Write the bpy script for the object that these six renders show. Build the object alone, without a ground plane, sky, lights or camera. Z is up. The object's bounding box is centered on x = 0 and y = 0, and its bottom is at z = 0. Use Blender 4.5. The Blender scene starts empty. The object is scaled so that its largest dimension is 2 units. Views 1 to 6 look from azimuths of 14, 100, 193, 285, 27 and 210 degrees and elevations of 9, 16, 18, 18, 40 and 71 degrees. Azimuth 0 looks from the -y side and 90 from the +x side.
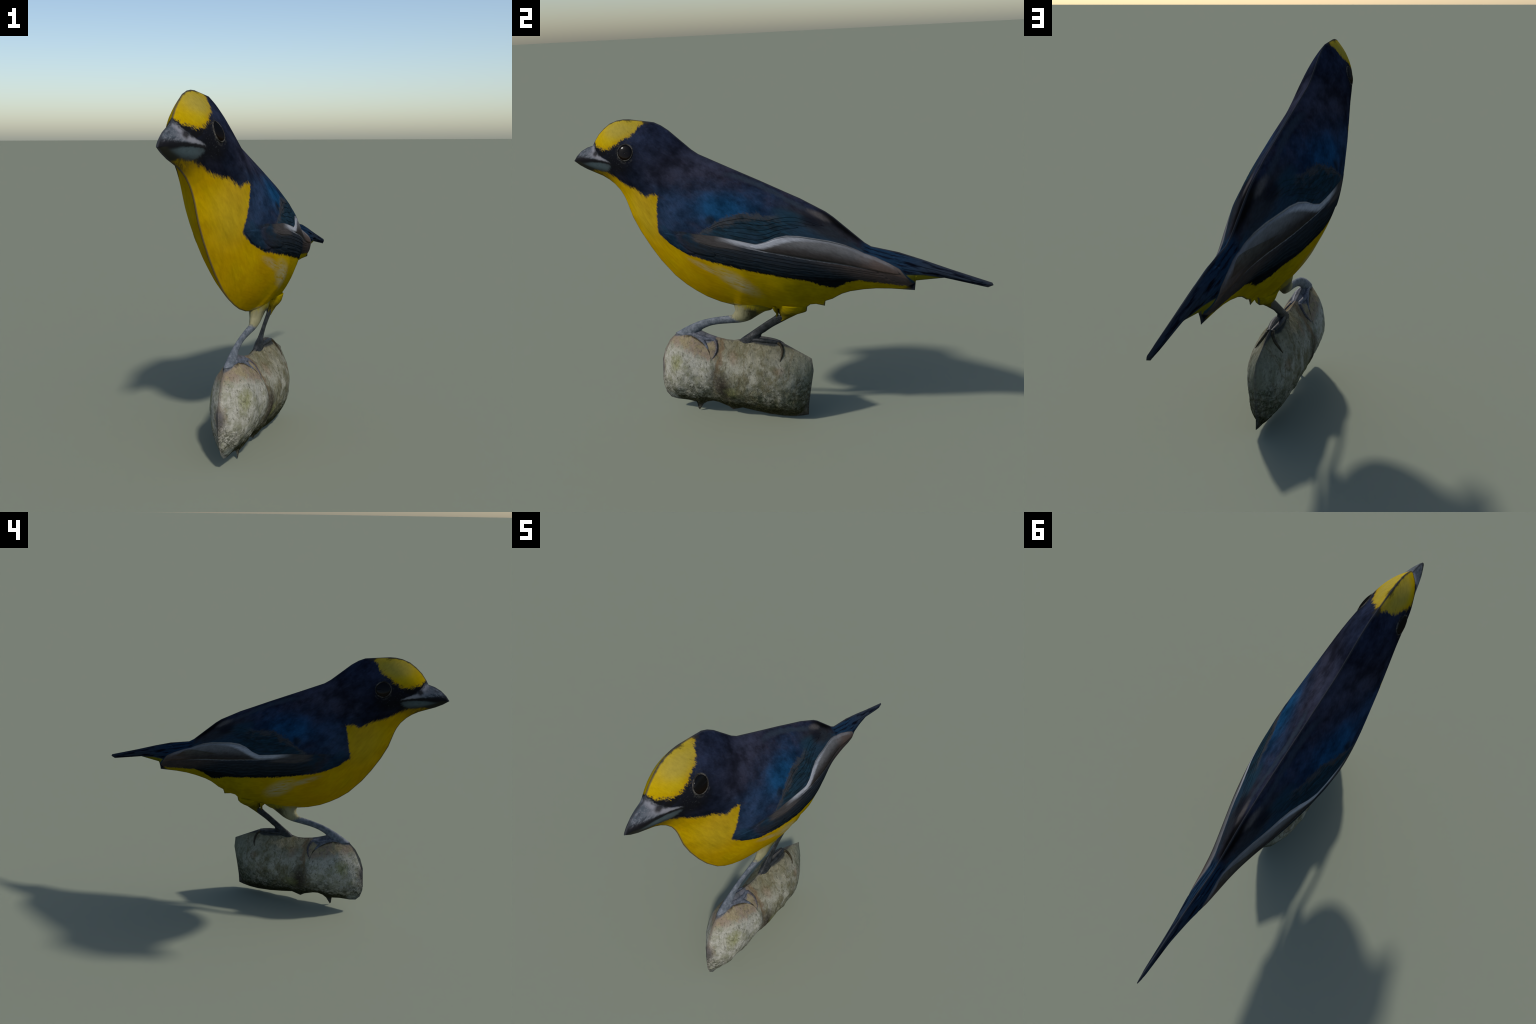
import bpy, math, random
import numpy as np
from mathutils import Matrix, Vector

random.seed(4)
rng = np.random.default_rng(4)

# ------------------------------------------------------------------ frame
# The bird stands in a slightly turned and tilted symmetry plane.  Everything
# is modelled in that plane's own frame: x = sideways, y = beak(-) to tail(+),
# z = up; the Empty "songbird_on_branch" carries the turn and the tilt.
SLOPE_Y, SLOPE_Z, SHIFT_X = 0.105, -0.035, 0.057
_n = Vector((1.0, -SLOPE_Y, -SLOPE_Z)).normalized()
_y = Vector((0, 0, 1)).cross(_n).normalized()
_z = _n.cross(_y)
FRAME = Matrix(((_n.x, _y.x, _z.x, SHIFT_X), (_n.y, _y.y, _z.y, 0.0), (_n.z, _y.z, _z.z, 0.0), (0, 0, 0, 1)))

# ------------------------------------------------------------------ profiles
BACK_LINE = [(-1.009, 1.292), (-.992, 1.315), (-.964, 1.340), (-.931, 1.357), (-.899, 1.366), (-.884, 1.391),
             (-.862, 1.421), (-.831, 1.449), (-.799, 1.471), (-.760, 1.485), (-.726, 1.490), (-.696, 1.490),
             (-.630, 1.482), (-.568, 1.474), (-.533, 1.459), (-.496, 1.435), (-.441, 1.389), (-.387, 1.344),
             (-.353, 1.322), (-.207, 1.260), (-.054, 1.196), (.066, 1.144), (.132, 1.116), (.252, 1.055),
             (.287, 1.031), (.369, .964), (.430, .914), (.461, .896), (.584, .873), (.686, .843),
             (.818, .800), (.998, .745), (1.003, .735)]
BELLY_LINE = [(-1.009, 1.291), (-.979, 1.270), (-.942, 1.251), (-.899, 1.234), (-.859, 1.218), (-.826, 1.199),
              (-.800, 1.179), (-.772, 1.149), (-.754, 1.119), (-.743, 1.094), (-.716, 1.012), (-.680, .941),
              (-.631, .863), (-.582, .796), (-.513, .721), (-.458, .678), (-.406, .646), (-.351, .618),
              (-.281, .594), (-.214, .580), (-.1, .573), (-.018, .571), (.07, .573), (.150, .567),
              (.154, .590), (.169, .602), (.197, .606), (.240, .599), (.243, .623), (.256, .628),
              (.278, .636), (.299, .649), (.324, .663), (.361, .676), (.426, .689), (.485, .696),
              (.552, .698), (.660, .695), (.664, .741), (.790, .759), (.980, .722), (1.003, .733)]
BODY_WIDTH = [(-1.009, 0), (-.95, .024), (-.9, .037), (-.85, .052), (-.8, .070), (-.7, .101), (-.6, .124),
              (-.5, .142), (-.4, .158), (-.3, .168), (-.2, .173), (-.1, .168), (0, .156), (.1, .138), (.2, .115),
              (.3, .090), (.4, .066), (.5, .050), (.6, .040), (.7, .024), (.8, .015), (.9, .010), (.98, .006), (1.003, 0)]
LOG_TOP = [(-.622, .160), (-.616, .269), (-.599, .325), (-.567, .380), (-.526, .420), (-.470, .436), (-.394, .438),
           (-.357, .423), (-.313, .409), (-.262, .399), (-.225, .397), (-.192, .404), (-.084, .427), (-.050, .424),
           (-.011, .415), (.024, .401), (.100, .362), (.170, .326), (.177, .265)]
LOG_BOTTOM = [(-.622, .158), (-.620, .128), (-.607, .086), (-.583, .060), (-.549, .053), (-.490, .051), (-.440, .043),
              (-.438, .010), (-.431, .001), (-.407, .036), (-.385, .050), (-.355, .057), (-.326, .053), (-.273, .035),
              (-.248, .019), (-.196, .033), (-.135, .023), (-.055, .012), (.024, .008), (.076, .011), (.119, .019),
              (.147, .027), (.150, .080), (.159, .147), (.177, .262)]
LOG_WIDTH = [(-.622, 0), (-.61, .03), (-.59, .056), (-.55, .082), (-.5, .099), (-.4, .108), (-.3, .108), (-.2, .107),
             (-.1, .107), (0, .098), (.07, .079), (.12, .055), (.15, .034), (.177, 0)]


def line(points, smooth=0.0):
    """Profile y -> value; optionally softened with a running mean."""
    p = np.array(points)
    if not smooth:
        return lambda y: np.interp(y, p[:, 0], p[:, 1])
    g = np.arange(p[0, 0] - .3, p[-1, 0] + .3, .002)
    v = np.interp(g, p[:, 0], p[:, 1])
    k = np.exp(-.5 * (np.arange(-int(3 * smooth / .002), int(3 * smooth / .002) + 1) * .002 / smooth) ** 2)
    s = np.convolve(np.pad(v, len(k) // 2, mode='edge'), k / k.sum(), mode='valid')
    return lambda y: np.interp(y, g, s)


def distance(y, z, points):
    p = np.array(points)
    best = np.full(y.shape, 9.0)
    for (a, b), (c, d) in zip(p[:-1], p[1:]):
        l2 = (c - a) ** 2 + (d - b) ** 2
        t = np.clip(((y - a) * (c - a) + (z - b) * (d - b)) / max(l2, 1e-12), 0, 1)
        best = np.minimum(best, np.hypot(y - a - t * (c - a), z - b - t * (d - b)))
    return best


class Swelling:
    """A lens-shaped body: half width over its mid plane, zero on the rim."""
    def __init__(self, top, bottom, width, power, rim, soft, extra=None, swell_bottom=None):
        self.extra = extra
        self.top, self.bottom = line(top), line(bottom)
        self.tops, self.bots = line(top, soft), line(swell_bottom or bottom, soft)
        self.width = line(width, .02)
        self.rim_points = top, swell_bottom or bottom
        self.power, self.rim = power, rim

    def half(self, y, z):
        y, z = np.asarray(y, float), np.asarray(z, float)
        d = np.minimum(distance(y, z, self.rim_points[0]), distance(y, z, self.rim_points[1]))
        t = (z - self.bots(y)) / np.maximum(self.tops(y) - self.bots(y), 1e-4)
        a = self.width(y) * np.clip(4 * t * (1 - t), 0, 1) ** self.power
        b = self.rim * d
        a = np.maximum(a, .35 * b)
        if self.extra:
            a = a + self.extra(y, z)
        w = (np.maximum(a, 1e-7) ** -3 + np.maximum(b, 1e-7) ** -3) ** (-1 / 3)
        return np.where(d < 1e-6, 0, w)


# below the belly the thighs carry the swelling on, so the rim dips there
HAUNCH_LINE = ([p for p in BELLY_LINE if p[0] < -.22] + [(-.214, .580), (-.185, .560), (-.12, .552), (-.05, .562), (-.01, .568), (.03, .562), (.10, .562), (.145, .566)]
               + [p for p in BELLY_LINE if p[0] > .152])


def haunch(y, z):
    """The thighs fill out the rear of the belly."""
    return .003 * np.clip((.35 - y) / .2, 0, 1) + .005 * np.exp(-((y - .05) / .14) ** 2 - ((z - .70) / .10) ** 2)


BODY = Swelling(BACK_LINE, BELLY_LINE, BODY_WIDTH, .85, 1.15, .03, haunch, HAUNCH_LINE)
LOG = Swelling(LOG_TOP, LOG_BOTTOM, LOG_WIDTH, .75, 1.1, .03, lambda y, z: .010 * np.exp(-((y + .45) / .06) ** 2 - ((z - .39) / .05) ** 2) - .004 * np.exp(-((z - .05) / .05) ** 2))

# ------------------------------------------------------------------ scene graph
thing = bpy.data.objects.new("songbird_on_branch", None)
bpy.context.scene.collection.objects.link(thing)
thing.matrix_world = FRAME
thing["label"] = "small yellow and dark blue songbird perched on a short branch"
thing["category"] = "bird"


def add(name, mesh, material, parent=None):
    ob = bpy.data.objects.new(name, mesh)
    bpy.context.scene.collection.objects.link(ob)
    ob.parent = parent or thing
    if material is not None:
        mesh.materials.clear()
        mesh.materials.append(material)
    return ob


def mesh_from(name, verts, faces, smooth=True):
    me = bpy.data.meshes.new(name)
    me.from_pydata([tuple(map(float, v)) for v in verts], [], [tuple(map(int, f)) for f in faces])
    me.polygons.foreach_set("use_smooth", [smooth] * len(me.polygons))
    me.update()
    return me


def left_gain_body(y, z):
    """The left flank is a touch fuller than the right one."""
    return .002 * np.clip((.3 - y) / .2, 0, 1) + .011 * np.exp(-((y + .18) / .22) ** 2 - ((z - .97) / .17) ** 2)


def left_gain_log(y, z):
    return .006 * np.clip((y + .35) / .3, -.7, 1)


def loft(body, step, rows, knots, left_gain=None):
    """Both halves of a Swelling, sharing the rim vertices."""
    y0, y1 = knots[0], knots[-1]
    ys = np.unique(np.round(np.concatenate([np.arange(y0, y1, step), np.array(knots)]), 5))
    keep = [ys[0]]
    for y in ys[1:]:
        if y - keep[-1] > step * .3 or y in knots:
            keep.append(y)
    ys = np.array(keep)
    s = .5 - .5 * np.cos(np.linspace(0, math.pi, rows + 1))
    s = .5 * s + .5 * np.linspace(0, 1, rows + 1)
    Y = np.repeat(ys[:, None], rows + 1, 1)
    Z = body.bottom(ys)[:, None] * (1 - s) + body.top(ys)[:, None] * s
    Wd = body.half(Y, Z)
    Wd[:, 0] = Wd[:, -1] = 0
    Wd[0] = Wd[-1] = 0
    n, m = Y.shape
    right = np.stack([Wd, Y, Z], 2).reshape(-1, 3)
    left = right * [-1, 1, 1]
    if left_gain:
        left[:, 0] -= left_gain(left[:, 1], left[:, 2]) * np.minimum(1, right[:, 0] / .04)
    idx = np.arange(n * m).reshape(n, m)
    idl = idx + n * m
    rim = np.zeros((n, m), bool)
    rim[:, 0] = rim[:, -1] = rim[0] = rim[-1] = True
    idl = np.where(rim, idx, idl)
    faces = []
    for g, flip in ((idx, False), (idl, True)):
        for i in range(n - 1):
            for j in range(m - 1):
                q = [g[i, j], g[i + 1, j], g[i + 1, j + 1], g[i, j + 1]]
                faces.append(q[::-1] if flip else q)
    verts = np.vstack([right, left])
    used = np.unique(np.array(faces))
    remap = -np.ones(len(verts), int)
    remap[used] = np.arange(len(used))
    return verts[used], remap[np.array(faces)]


def region_split(name_prefix, verts, faces, region_of, materials, rim_angle=.6):
    """Cut one smooth surface into part objects that keep its normals."""
    whole = mesh_from("whole_surface", verts, faces)
    fn = np.zeros(len(faces) * 3)
    whole.polygons.foreach_get("normal", fn)
    fn = fn.reshape(-1, 3)
    area = np.zeros(len(faces))
    whole.polygons.foreach_get("area", area)
    # vertex normals, kept apart on the two flanks so that the seam stays a crisp ridge
    side = np.sign(verts[faces].mean(1)[:, 0]).astype(int)
    vn = {s: np.zeros((len(verts), 3)) for s in (-1, 1)}
    for s in (-1, 1):
        k = side == s
        for c in range(4):
            np.add.at(vn[s], faces[k][:, c], fn[k] * area[k][:, None])
        vn[s] /= np.maximum(np.linalg.norm(vn[s], axis=1), 1e-12)[:, None]
    centre = verts[faces].mean(1)
    labels = region_of(centre)
    bpy.data.meshes.remove(whole)
    made = {}
    for lab in sorted(set(labels)):
        sel = np.where(labels == lab)[0]
        f = faces[sel]
        used, inv = np.unique(f, return_inverse=True)
        inv = inv.reshape(f.shape)
        me = mesh_from(lab, verts[used], inv)
        loops = np.concatenate([vn[side[i]][faces[i]] for i in sel])
        me.normals_split_custom_set(loops.tolist())
        made[lab] = add(lab.split("|")[0], me, materials(lab))
    return made


def lens_strip(pairs, thick, rows=8, sub=6, power=.8, x0=None):
    """Lens-sectioned limb between two edge lines given as matched pairs."""
    A = np.array([p[0] for p in pairs], float)
    B = np.array([p[1] for p in pairs], float)
    n = len(pairs)
    u = np.linspace(0, n - 1, (n - 1) * sub + 1)

    def spline(P):
        out = np.zeros((len(u), 2))
        for k, t in enumerate(u):
            i = min(int(t), n - 2)
            f = t - i
            p0, p1, p2, p3 = P[max(i - 1, 0)], P[i], P[i + 1], P[min(i + 2, n - 1)]
            a = p1 + (p2 - p0) * 0
            m1, m2 = (p2 - p0) / 2, (p3 - p1) / 2
            if i == 0: m1 = p2 - p1
            if i == n - 2: m2 = p2 - p1
            out[k] = (2 * f**3 - 3 * f**2 + 1) * p1 + (f**3 - 2 * f**2 + f) * m1 + (-2 * f**3 + 3 * f**2) * p2 + (f**3 - f**2) * m2
        return out
    A2, B2 = spline(A), spline(B)
    T = np.interp(u, np.arange(n), thick)
    s = np.linspace(0, 1, rows + 1)
    verts, ring = [], []
    for k in range(len(u)):
        r = []
        for sgn in (1, -1):
            rng_s = range(rows + 1) if sgn == 1 else range(rows - 1, 0, -1)
            for j in rng_s:
                p = A2[k] * (1 - s[j]) + B2[k] * s[j]
                w = T[k] * (4 * s[j] * (1 - s[j])) ** power
                r.append(len(verts))
                verts.append((sgn * w, p[0], p[1]))
        ring.append(r)
    faces = []
    m = len(ring[0])
    tris = []
    for k in range(len(u) - 1):
        for j in range(m):
            faces.append((ring[k][j], ring[k][(j + 1) % m], ring[k + 1][(j + 1) % m], ring[k + 1][j]))
    tris.append(tuple(ring[0][::-1]))
    tris.append(tuple(ring[-1]))
    return verts, faces + tris


def fix_normals(me):
    import bmesh
    bm = bmesh.new()
    bm.from_mesh(me)
    bmesh.ops.recalc_face_normals(bm, faces=bm.faces)
    bm.to_mesh(me)
    bm.free()

# ------------------------------------------------------------------ materials
class Field:
    """Small helper that writes shader maths as Python expressions."""
    def __init__(self, name):
        self.mat = bpy.data.materials.new(name)
        self.mat.use_nodes = True
        self.nt = self.mat.node_tree
        self.bsdf = self.nt.nodes["Principled BSDF"]
        tc = self.nt.nodes.new("ShaderNodeTexCoord")
        self.co = tc.outputs["Object"]
        sx = self.nt.nodes.new("ShaderNodeSeparateXYZ")
        self.nt.links.new(self.co, sx.inputs[0])
        self.ax = self.m('ABSOLUTE', sx.outputs[0])
        self.y, self.z = sx.outputs[1], sx.outputs[2]
        # mirrored coordinates: both flanks wear the same pattern
        cx = self.nt.nodes.new("ShaderNodeCombineXYZ")
        for i, s in enumerate((self.ax, self.y, self.z)):
            self.nt.links.new(s, cx.inputs[i])
        self.co = cx.outputs[0]

    def put(self, sock, v):
        if hasattr(v, "is_output"):
            self.nt.links.new(v, sock)
        elif isinstance(v, tuple):
            sock.default_value = (*v, 1.0) if len(sock.default_value) == 4 else v
        else:
            sock.default_value = v

    def m(self, op, a, b=None, c=None, clamp=False):
        n = self.nt.nodes.new("ShaderNodeMath")
        n.operation = op
        n.use_clamp = clamp
        for i, v in enumerate((a, b, c)):
            if v is not None:
                self.put(n.inputs[i], v)
        return n.outputs[0]

    def add(self, a, b): return self.m('ADD', a, b)
    def sub(self, a, b): return self.m('SUBTRACT', a, b)
    def mul(self, *v):
        o = v[0]
        for w in v[1:]:
            o = self.m('MULTIPLY', o, w)
        return o
    def inv(self, a): return self.m('SUBTRACT', 1.0, a, clamp=True)
    def top(self, a, b): return self.m('MAXIMUM', a, b)

    def step(self, v, lo, hi):
        n = self.nt.nodes.new("ShaderNodeMapRange")
        n.interpolation_type = 'SMOOTHSTEP'
        self.put(n.inputs[0], v)
        n.inputs[1].default_value, n.inputs[2].default_value = lo, hi
        n.inputs[3].default_value, n.inputs[4].default_value = 0, 1
        return n.outputs[0]

    def curve(self, points, y=None):
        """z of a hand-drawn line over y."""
        n = self.nt.nodes.new("ShaderNodeFloatCurve")
        t = self.m('MULTIPLY_ADD', self.y if y is None else y, 1 / 2.1, .5)
        self.put(n.inputs["Value"], t)
        c = n.mapping.curves[0]
        pts = [(p[0] / 2.1 + .5, p[1] / 1.6) for p in points]
        if pts[0][0] > .001: pts = [(0, pts[0][1])] + pts
        if pts[-1][0] < .999: pts = pts + [(1, pts[-1][1])]
        while len(c.points) < len(pts):
            c.points.new(.5, .5)
        for q, p in zip(c.points, pts):
            q.location = p
            q.handle_type = 'VECTOR'
        n.mapping.update()
        return self.mul(n.outputs[0], 1.6)

    def noise(self, scale, stretch=(1, 1, 1), tilt=0.0, detail=4, rough=.6, seed=0.0):
        mp = self.nt.nodes.new("ShaderNodeMapping")
        mp.inputs["Location"].default_value = (seed, seed * 1.7, -seed)
        mp.inputs["Rotation"].default_value = (tilt, 0, 0)
        mp.vector_type = 'TEXTURE'      # turns first, then stretches along the turned axes
        mp.inputs["Scale"].default_value = tuple(1 / v for v in stretch)
        n = self.nt.nodes.new("ShaderNodeTexNoise")
        n.inputs["Scale"].default_value = scale
        n.inputs["Detail"].default_value = detail
        n.inputs["Roughness"].default_value = rough
        self.nt.links.new(self.co, mp.inputs[0])
        self.nt.links.new(mp.outputs[0], n.inputs["Vector"])
        return n.outputs[0]

    def cells(self, scale, stretch=(1, 1, 1), tilt=0.0, feature='F1'):
        mp = self.nt.nodes.new("ShaderNodeMapping")
        mp.inputs["Rotation"].default_value = (tilt, 0, 0)
        mp.vector_type = 'TEXTURE'
        mp.inputs["Scale"].default_value = tuple(1 / v for v in stretch)
        n = self.nt.nodes.new("ShaderNodeTexVoronoi")
        n.feature = feature
        n.inputs["Scale"].default_value = scale
        self.nt.links.new(self.co, mp.inputs[0])
        self.nt.links.new(mp.outputs[0], n.inputs["Vector"])
        return n.outputs[0]

    def wob(self, noise, amp):
        return self.m('MULTIPLY_ADD', noise, 2 * amp, -amp)

    def blob(self, y0, z0, ry, rz, tilt=0.0, soft=.5, wobble=None):
        """Soft ellipse in side view, 1 inside."""
        c, s = math.cos(tilt), math.sin(tilt)
        dy, dz = self.sub(self.y, y0), self.sub(self.z, z0)
        a = self.m('DIVIDE', self.add(self.mul(dy, c), self.mul(dz, s)), ry)
        b = self.m('DIVIDE', self.sub(self.mul(dz, c), self.mul(dy, s)), rz)
        r = self.m('SQRT', self.add(self.mul(a, a), self.mul(b, b)))
        if wobble is not None:
            r = self.add(r, wobble)
        return self.inv(self.step(r, 1 - soft, 1 + soft))

    def mix(self, fac, a, b, blend='MIX'):
        n = self.nt.nodes.new("ShaderNodeMix")
        n.data_type = 'RGBA'
        n.blend_type = blend
        self.put(n.inputs[0], fac)
        self.put(n.inputs[6], a)
        self.put(n.inputs[7], b)
        return n.outputs[2]

    def mix_v(self, f, a, b):
        return self.add(self.mul(a, self.inv(f)), self.mul(b, f))

    def shade(self, col, fac, lo, hi):
        """Multiply a colour by a grey that runs lo..hi over fac 0..1."""
        g = self.m('MULTIPLY_ADD', fac, hi - lo, lo)
        n = self.nt.nodes.new("ShaderNodeMix")
        n.data_type = 'RGBA'
        n.blend_type = 'MULTIPLY'
        n.inputs[0].default_value = 1
        self.put(n.inputs[6], col)
        cc = self.nt.nodes.new("ShaderNodeCombineColor")
        for i in range(3):
            self.nt.links.new(g, cc.inputs[i])
        self.nt.links.new(cc.outputs[0], n.inputs[7])
        return n.outputs[2]

    def finish(self, col, rough=.6, bump=None, strength=.3, dist=.004, spec=.3):
        self.put(self.bsdf.inputs["Base Color"], col)
        self.put(self.bsdf.inputs["Roughness"], rough)
        self.put(self.bsdf.inputs["Specular IOR Level"], spec)
        if bump is not None:
            b = self.nt.nodes.new("ShaderNodeBump")
            b.inputs["Strength"].default_value = strength
            b.inputs["Distance"].default_value = dist
            self.nt.links.new(bump, b.inputs["Height"])
            self.nt.links.new(b.outputs[0], self.bsdf.inputs["Normal"])
        return self.mat


CAP_EDGE = [(-.89, 1.392), (-.877, 1.377), (-.862, 1.367), (-.832, 1.355), (-.810, 1.349), (-.774, 1.358), (-.739, 1.375),
            (-.713, 1.392), (-.689, 1.409), (-.655, 1.424), (-.647, 1.440), (-.642, 1.456), (-.617, 1.465), (-.604, 1.50)]
BIB_EDGE = [(-.96, 1.24), (-.885, 1.258), (-.856, 1.249), (-.816, 1.241), (-.765, 1.217), (-.707, 1.183), (-.644, 1.168), (-.583, 1.135),
            (-.555, 1.148), (-.52, 1.142), (.3, 1.14)]
WING_FRONT = [(.93, -.52), (.955, -.536), (.975, -.541), (1.03, -.534), (1.10, -.526), (1.143, -.517), (1.2, -.50)]
WING_HEM = [(-.56, .962), (-.53, .948), (-.478, .909), (-.400, .870), (-.331, .853),
            (-.203, .825), (-.080, .799), (.028, .780), (.130, .758), (.186, .746), (.25, .716), (.30, .703), (.35, .728),
            (.404, .744), (.518, .729), (.615, .718), (.70, .70)]
BAR_EDGE = [(-.40, .98), (-.333, .971), (-.235, .965), (-.192, .957), (-.133, .945), (-.045, .928), (.001, .937), (.043, .954), (.090, .962),
            (.148, .958), (.208, .947), (.284, .931), (.347, .911), (.404, .885), (.432, .870), (.484, .853), (.548, .826),
            (.594, .802), (.617, .772), (.65, .73)]
VANE_EDGE = [(-.40, .972), (-.350, .962), (-.255, .938), (-.163, .929), (-.103, .916), (-.045, .903), (.079, .878), (.192, .854),
             (.312, .831), (.393, .814), (.492, .793), (.60, .765), (.66, .74)]
COVERT_EDGE = [(-.45, .95), (-.337, .972), (-.255, 1.013), (-.211, 1.044), (-.115, 1.068), (-.040, 1.058), (-.007, 1.047),
               (.034, 1.057), (.12, 1.06), (.28, .99), (.45, .88)]


def plumage_material():
    F = Field("plumage")
    fine = F.noise(150, (1, .30, 1), -.6, 3, .7, 1)
    barb = F.noise(80, (1, .16, 1.2), -.30, 4, .7, 2)       # fine barbs that run down the feathers
    steep = F.noise(85, (1, .20, 1.2), -.95, 4, .7, 7)      # the same on the shoulder and the breast
    mid = F.noise(22, (1, .6, 1), -.4, 4, .6, 3)
    broad = F.noise(7, (1, .8, 1), -.4, 3, .6, 4)
    fringe = F.add(F.wob(F.noise(130, (1, .25, 1), -.9, 3, .7, 5), .022), F.wob(F.noise(40, (1, 1, 1), 0, 3, .6, 6), .008))

    # yellow underparts
    col = F.mix(F.step(broad, .35, .65), YEL_WARM, YEL)
    pale = F.blob(-.60, 1.06, .075, .13, .2, .7, F.wob(mid, .3))
    col = F.mix(F.mul(pale, .45), col, (.32, .225, .020))
    col = F.mix(F.mul(F.step(F.add(F.y, F.mul(F.sub(F.z, .7), -.6)), -.35, .22), .8), col, YEL_OLIVE)  # darkens the yellow toward the vent, partly body shading baked into the colour
    col = F.shade(col, F.mix_v(F.step(F.y, -.5, -.3), steep, barb), .68, 1.32)
    col = F.shade(col, F.noise(16, (1, .5, 1), -.8, 3, .6, 41), .74, 1.26)
    # white fluffy streaks on the flank
    w = F.top(F.blob(-.15, .735, .10, .036, -.6, .6, F.wob(barb, .8)), F.mul(F.blob(-.29, .80, .09, .014, -.42, .6, F.wob(barb, .8)), .8))
    col = F.mix(F.mul(w, F.step(barb, .3, .6), .65), col, (.27, .265, .19))

    # dark upper side --------------------------------------------------
    bib = F.curve(BIB_EDGE)
    dark = F.step(F.sub(F.add(F.z, fringe), bib), -.010, .010)
    front = F.step(F.sub(F.add(F.y, F.mul(fringe, .7)), F.curve_y(WING_FRONT)), -.006, .006)
    dark = F.top(dark, F.mul(front, F.step(F.sub(F.add(F.z, F.mul(fringe, .6)), F.curve(WING_HEM)), -.005, .005)))
    nap = F.mix(F.step(mid, .3, .7), NAVY, PURPLE)
    nap = F.mix(F.mul(F.step(F.noise(11, (1, .8, 1), 0, 3, .6, 9), .5, .66), .75), nap, BLACKISH)
    head = F.inv(F.step(F.add(F.y, F.mul(F.z, -.25)), -.90, -.70))
    nap = F.mix(F.mul(head, .75), nap, F.mix(F.step(F.z, 1.26, 1.40), HEAD_LOW, HEAD_TOP))
    wob1 = F.wob(mid, .45)
    nap = F.mix(F.mul(F.blob(-.34, 1.20, .20, .10, -.45, .6, F.wob(mid, 1.1)), .7), nap, (.025, .026, .041))
    nap = F.mix(F.mul(F.blob(-.22, 1.075, .30, .10, -.10, .6, wob1), .85), nap, BLUE)
    nap = F.mix(F.mul(F.blob(-.20, 1.075, .13, .06, -.1, .7, wob1), .85), nap, BLUE_BRIGHT)
    nap = F.mix(F.mul(F.blob(-.46, 1.03, .09, .12, 0, .6, wob1), .6), nap, BLUE)
    nap = F.mix(F.mul(F.blob(-.46, .93, .10, .03, -.75, .5, wob1), .75), nap, BLUE_TEAL)
    nap = F.mix(F.mul(F.blob(-.26, 1.035, .022, .02, 0, .5), .7), nap, GREY_DARK)
    # pale slaty streaks along the back
    nap = F.shade(nap, F.step(F.noise(13, (1, .7, 1), -.5, 4, .65, 44), .28, .72), .52, 1.48)
    bl = F.curve([(-.25, 1.238), (-.2, 1.228), (-.141, 1.213), (-.050, 1.176), (.056, 1.124), (.131, 1.087), (.2, 1.05)])
    st = F.mul(F.inv(F.step(F.m('ABSOLUTE', F.sub(F.add(F.z, F.wob(mid, .012)), bl)), .002, .016)), F.step(F.y, -.26, -.15), F.inv(F.step(F.y, .14, .2)))
    nap = F.mix(F.mul(st, .65), nap, SLATE)
    # greater coverts, teal with a brownish front edge
    cov = F.curve(COVERT_EDGE)
    dcov = F.sub(F.add(F.z, F.add(F.wob(mid, .02), fringe)), cov)
    bar = F.curve(BAR_EDGE)
    vane = F.curve(VANE_EDGE)
    above = F.step(F.sub(F.z, bar), -.002, .003)
    teal = F.mul(F.inv(F.step(dcov, -.012, .004)), above, F.step(F.y, -.36, -.30))
    tcol = F.mix(F.step(barb, .35, .7), TEAL_DARK, TEAL)
    tcol = F.mix(F.mul(F.step(broad, .45, .65), .6), tcol, SLATE_BLUE)
    tcol = F.mix(F.mul(F.step(F.y, .06, .2), .7), tcol, SLATE_BLUE)
    tcol = F.mix(F.mul(F.step(F.add(dcov, F.wob(mid, .05)), -.045, -.005), .6, F.inv(F.step(F.y, .02, .1))), tcol, BROWN_GREY)
    nap = F.mix(teal, nap, tcol)
    # scapulars / tertials near the rump: grey-brown, teal spots, pinkish streak, black rump edge
    nap = F.mix(F.mul(F.blob(.24, .995, .20, .033, -.46, .5, wob1), .75), nap, GREY_BROWN)
    nap = F.mix(F.mul(F.blob(.09, 1.045, .07, .022, -.3, .6, wob1), .8), nap, TEAL)
    nap = F.mix(F.mul(F.blob(.235, 1.037, .065, .011, -.42, .5, wob1), .75), nap, PINK_GREY)
    nap = F.mix(F.mul(F.blob(.335, .985, .13, .016, -.64, .5), .9), nap, (.003, .003, .003))
    nap = F.mix(F.mul(F.blob(.20, 1.015, .05, .02, -.5, .6, wob1), .6), nap, BLACKISH)

    # flight feathers below the pale vane line
    low = F.curve([(-.55, .95), (-.478, .905), (-.400, .866), (-.331, .850), (-.203, .822), (0, .783), (.13, .760), (.30, .745), (.45, .735), (.66, .705)])
    s = F.m('DIVIDE', F.sub(F.z, low), F.m('MAXIMUM', F.sub(vane, low), .02))
    saw = F.m('FRACT', F.mul(F.add(s, F.wob(broad, .22)), 6.0))
    prim = F.mix(F.step(F.add(s, F.wob(broad, .3)), .15, .95), PRIM_LOW, PRIM_HIGH)
    prim = F.mix(F.mul(F.step(barb, .45, .75), .5), prim, PRIM_BLUE)
    prim = F.mix(F.mul(F.step(saw, .0, .30), F.inv(F.step(saw, .30, .55)), .42), prim, PRIM_LINE)
    prim = F.mix(F.mul(F.step(saw, .72, .98), .32), prim, (.004, .005, .006))
    prim = F.mix(F.mul(F.inv(F.step(F.add(s, F.wob(barb, .1)), .0, .28)), .8), prim, (.0025, .003, .0035))
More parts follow.
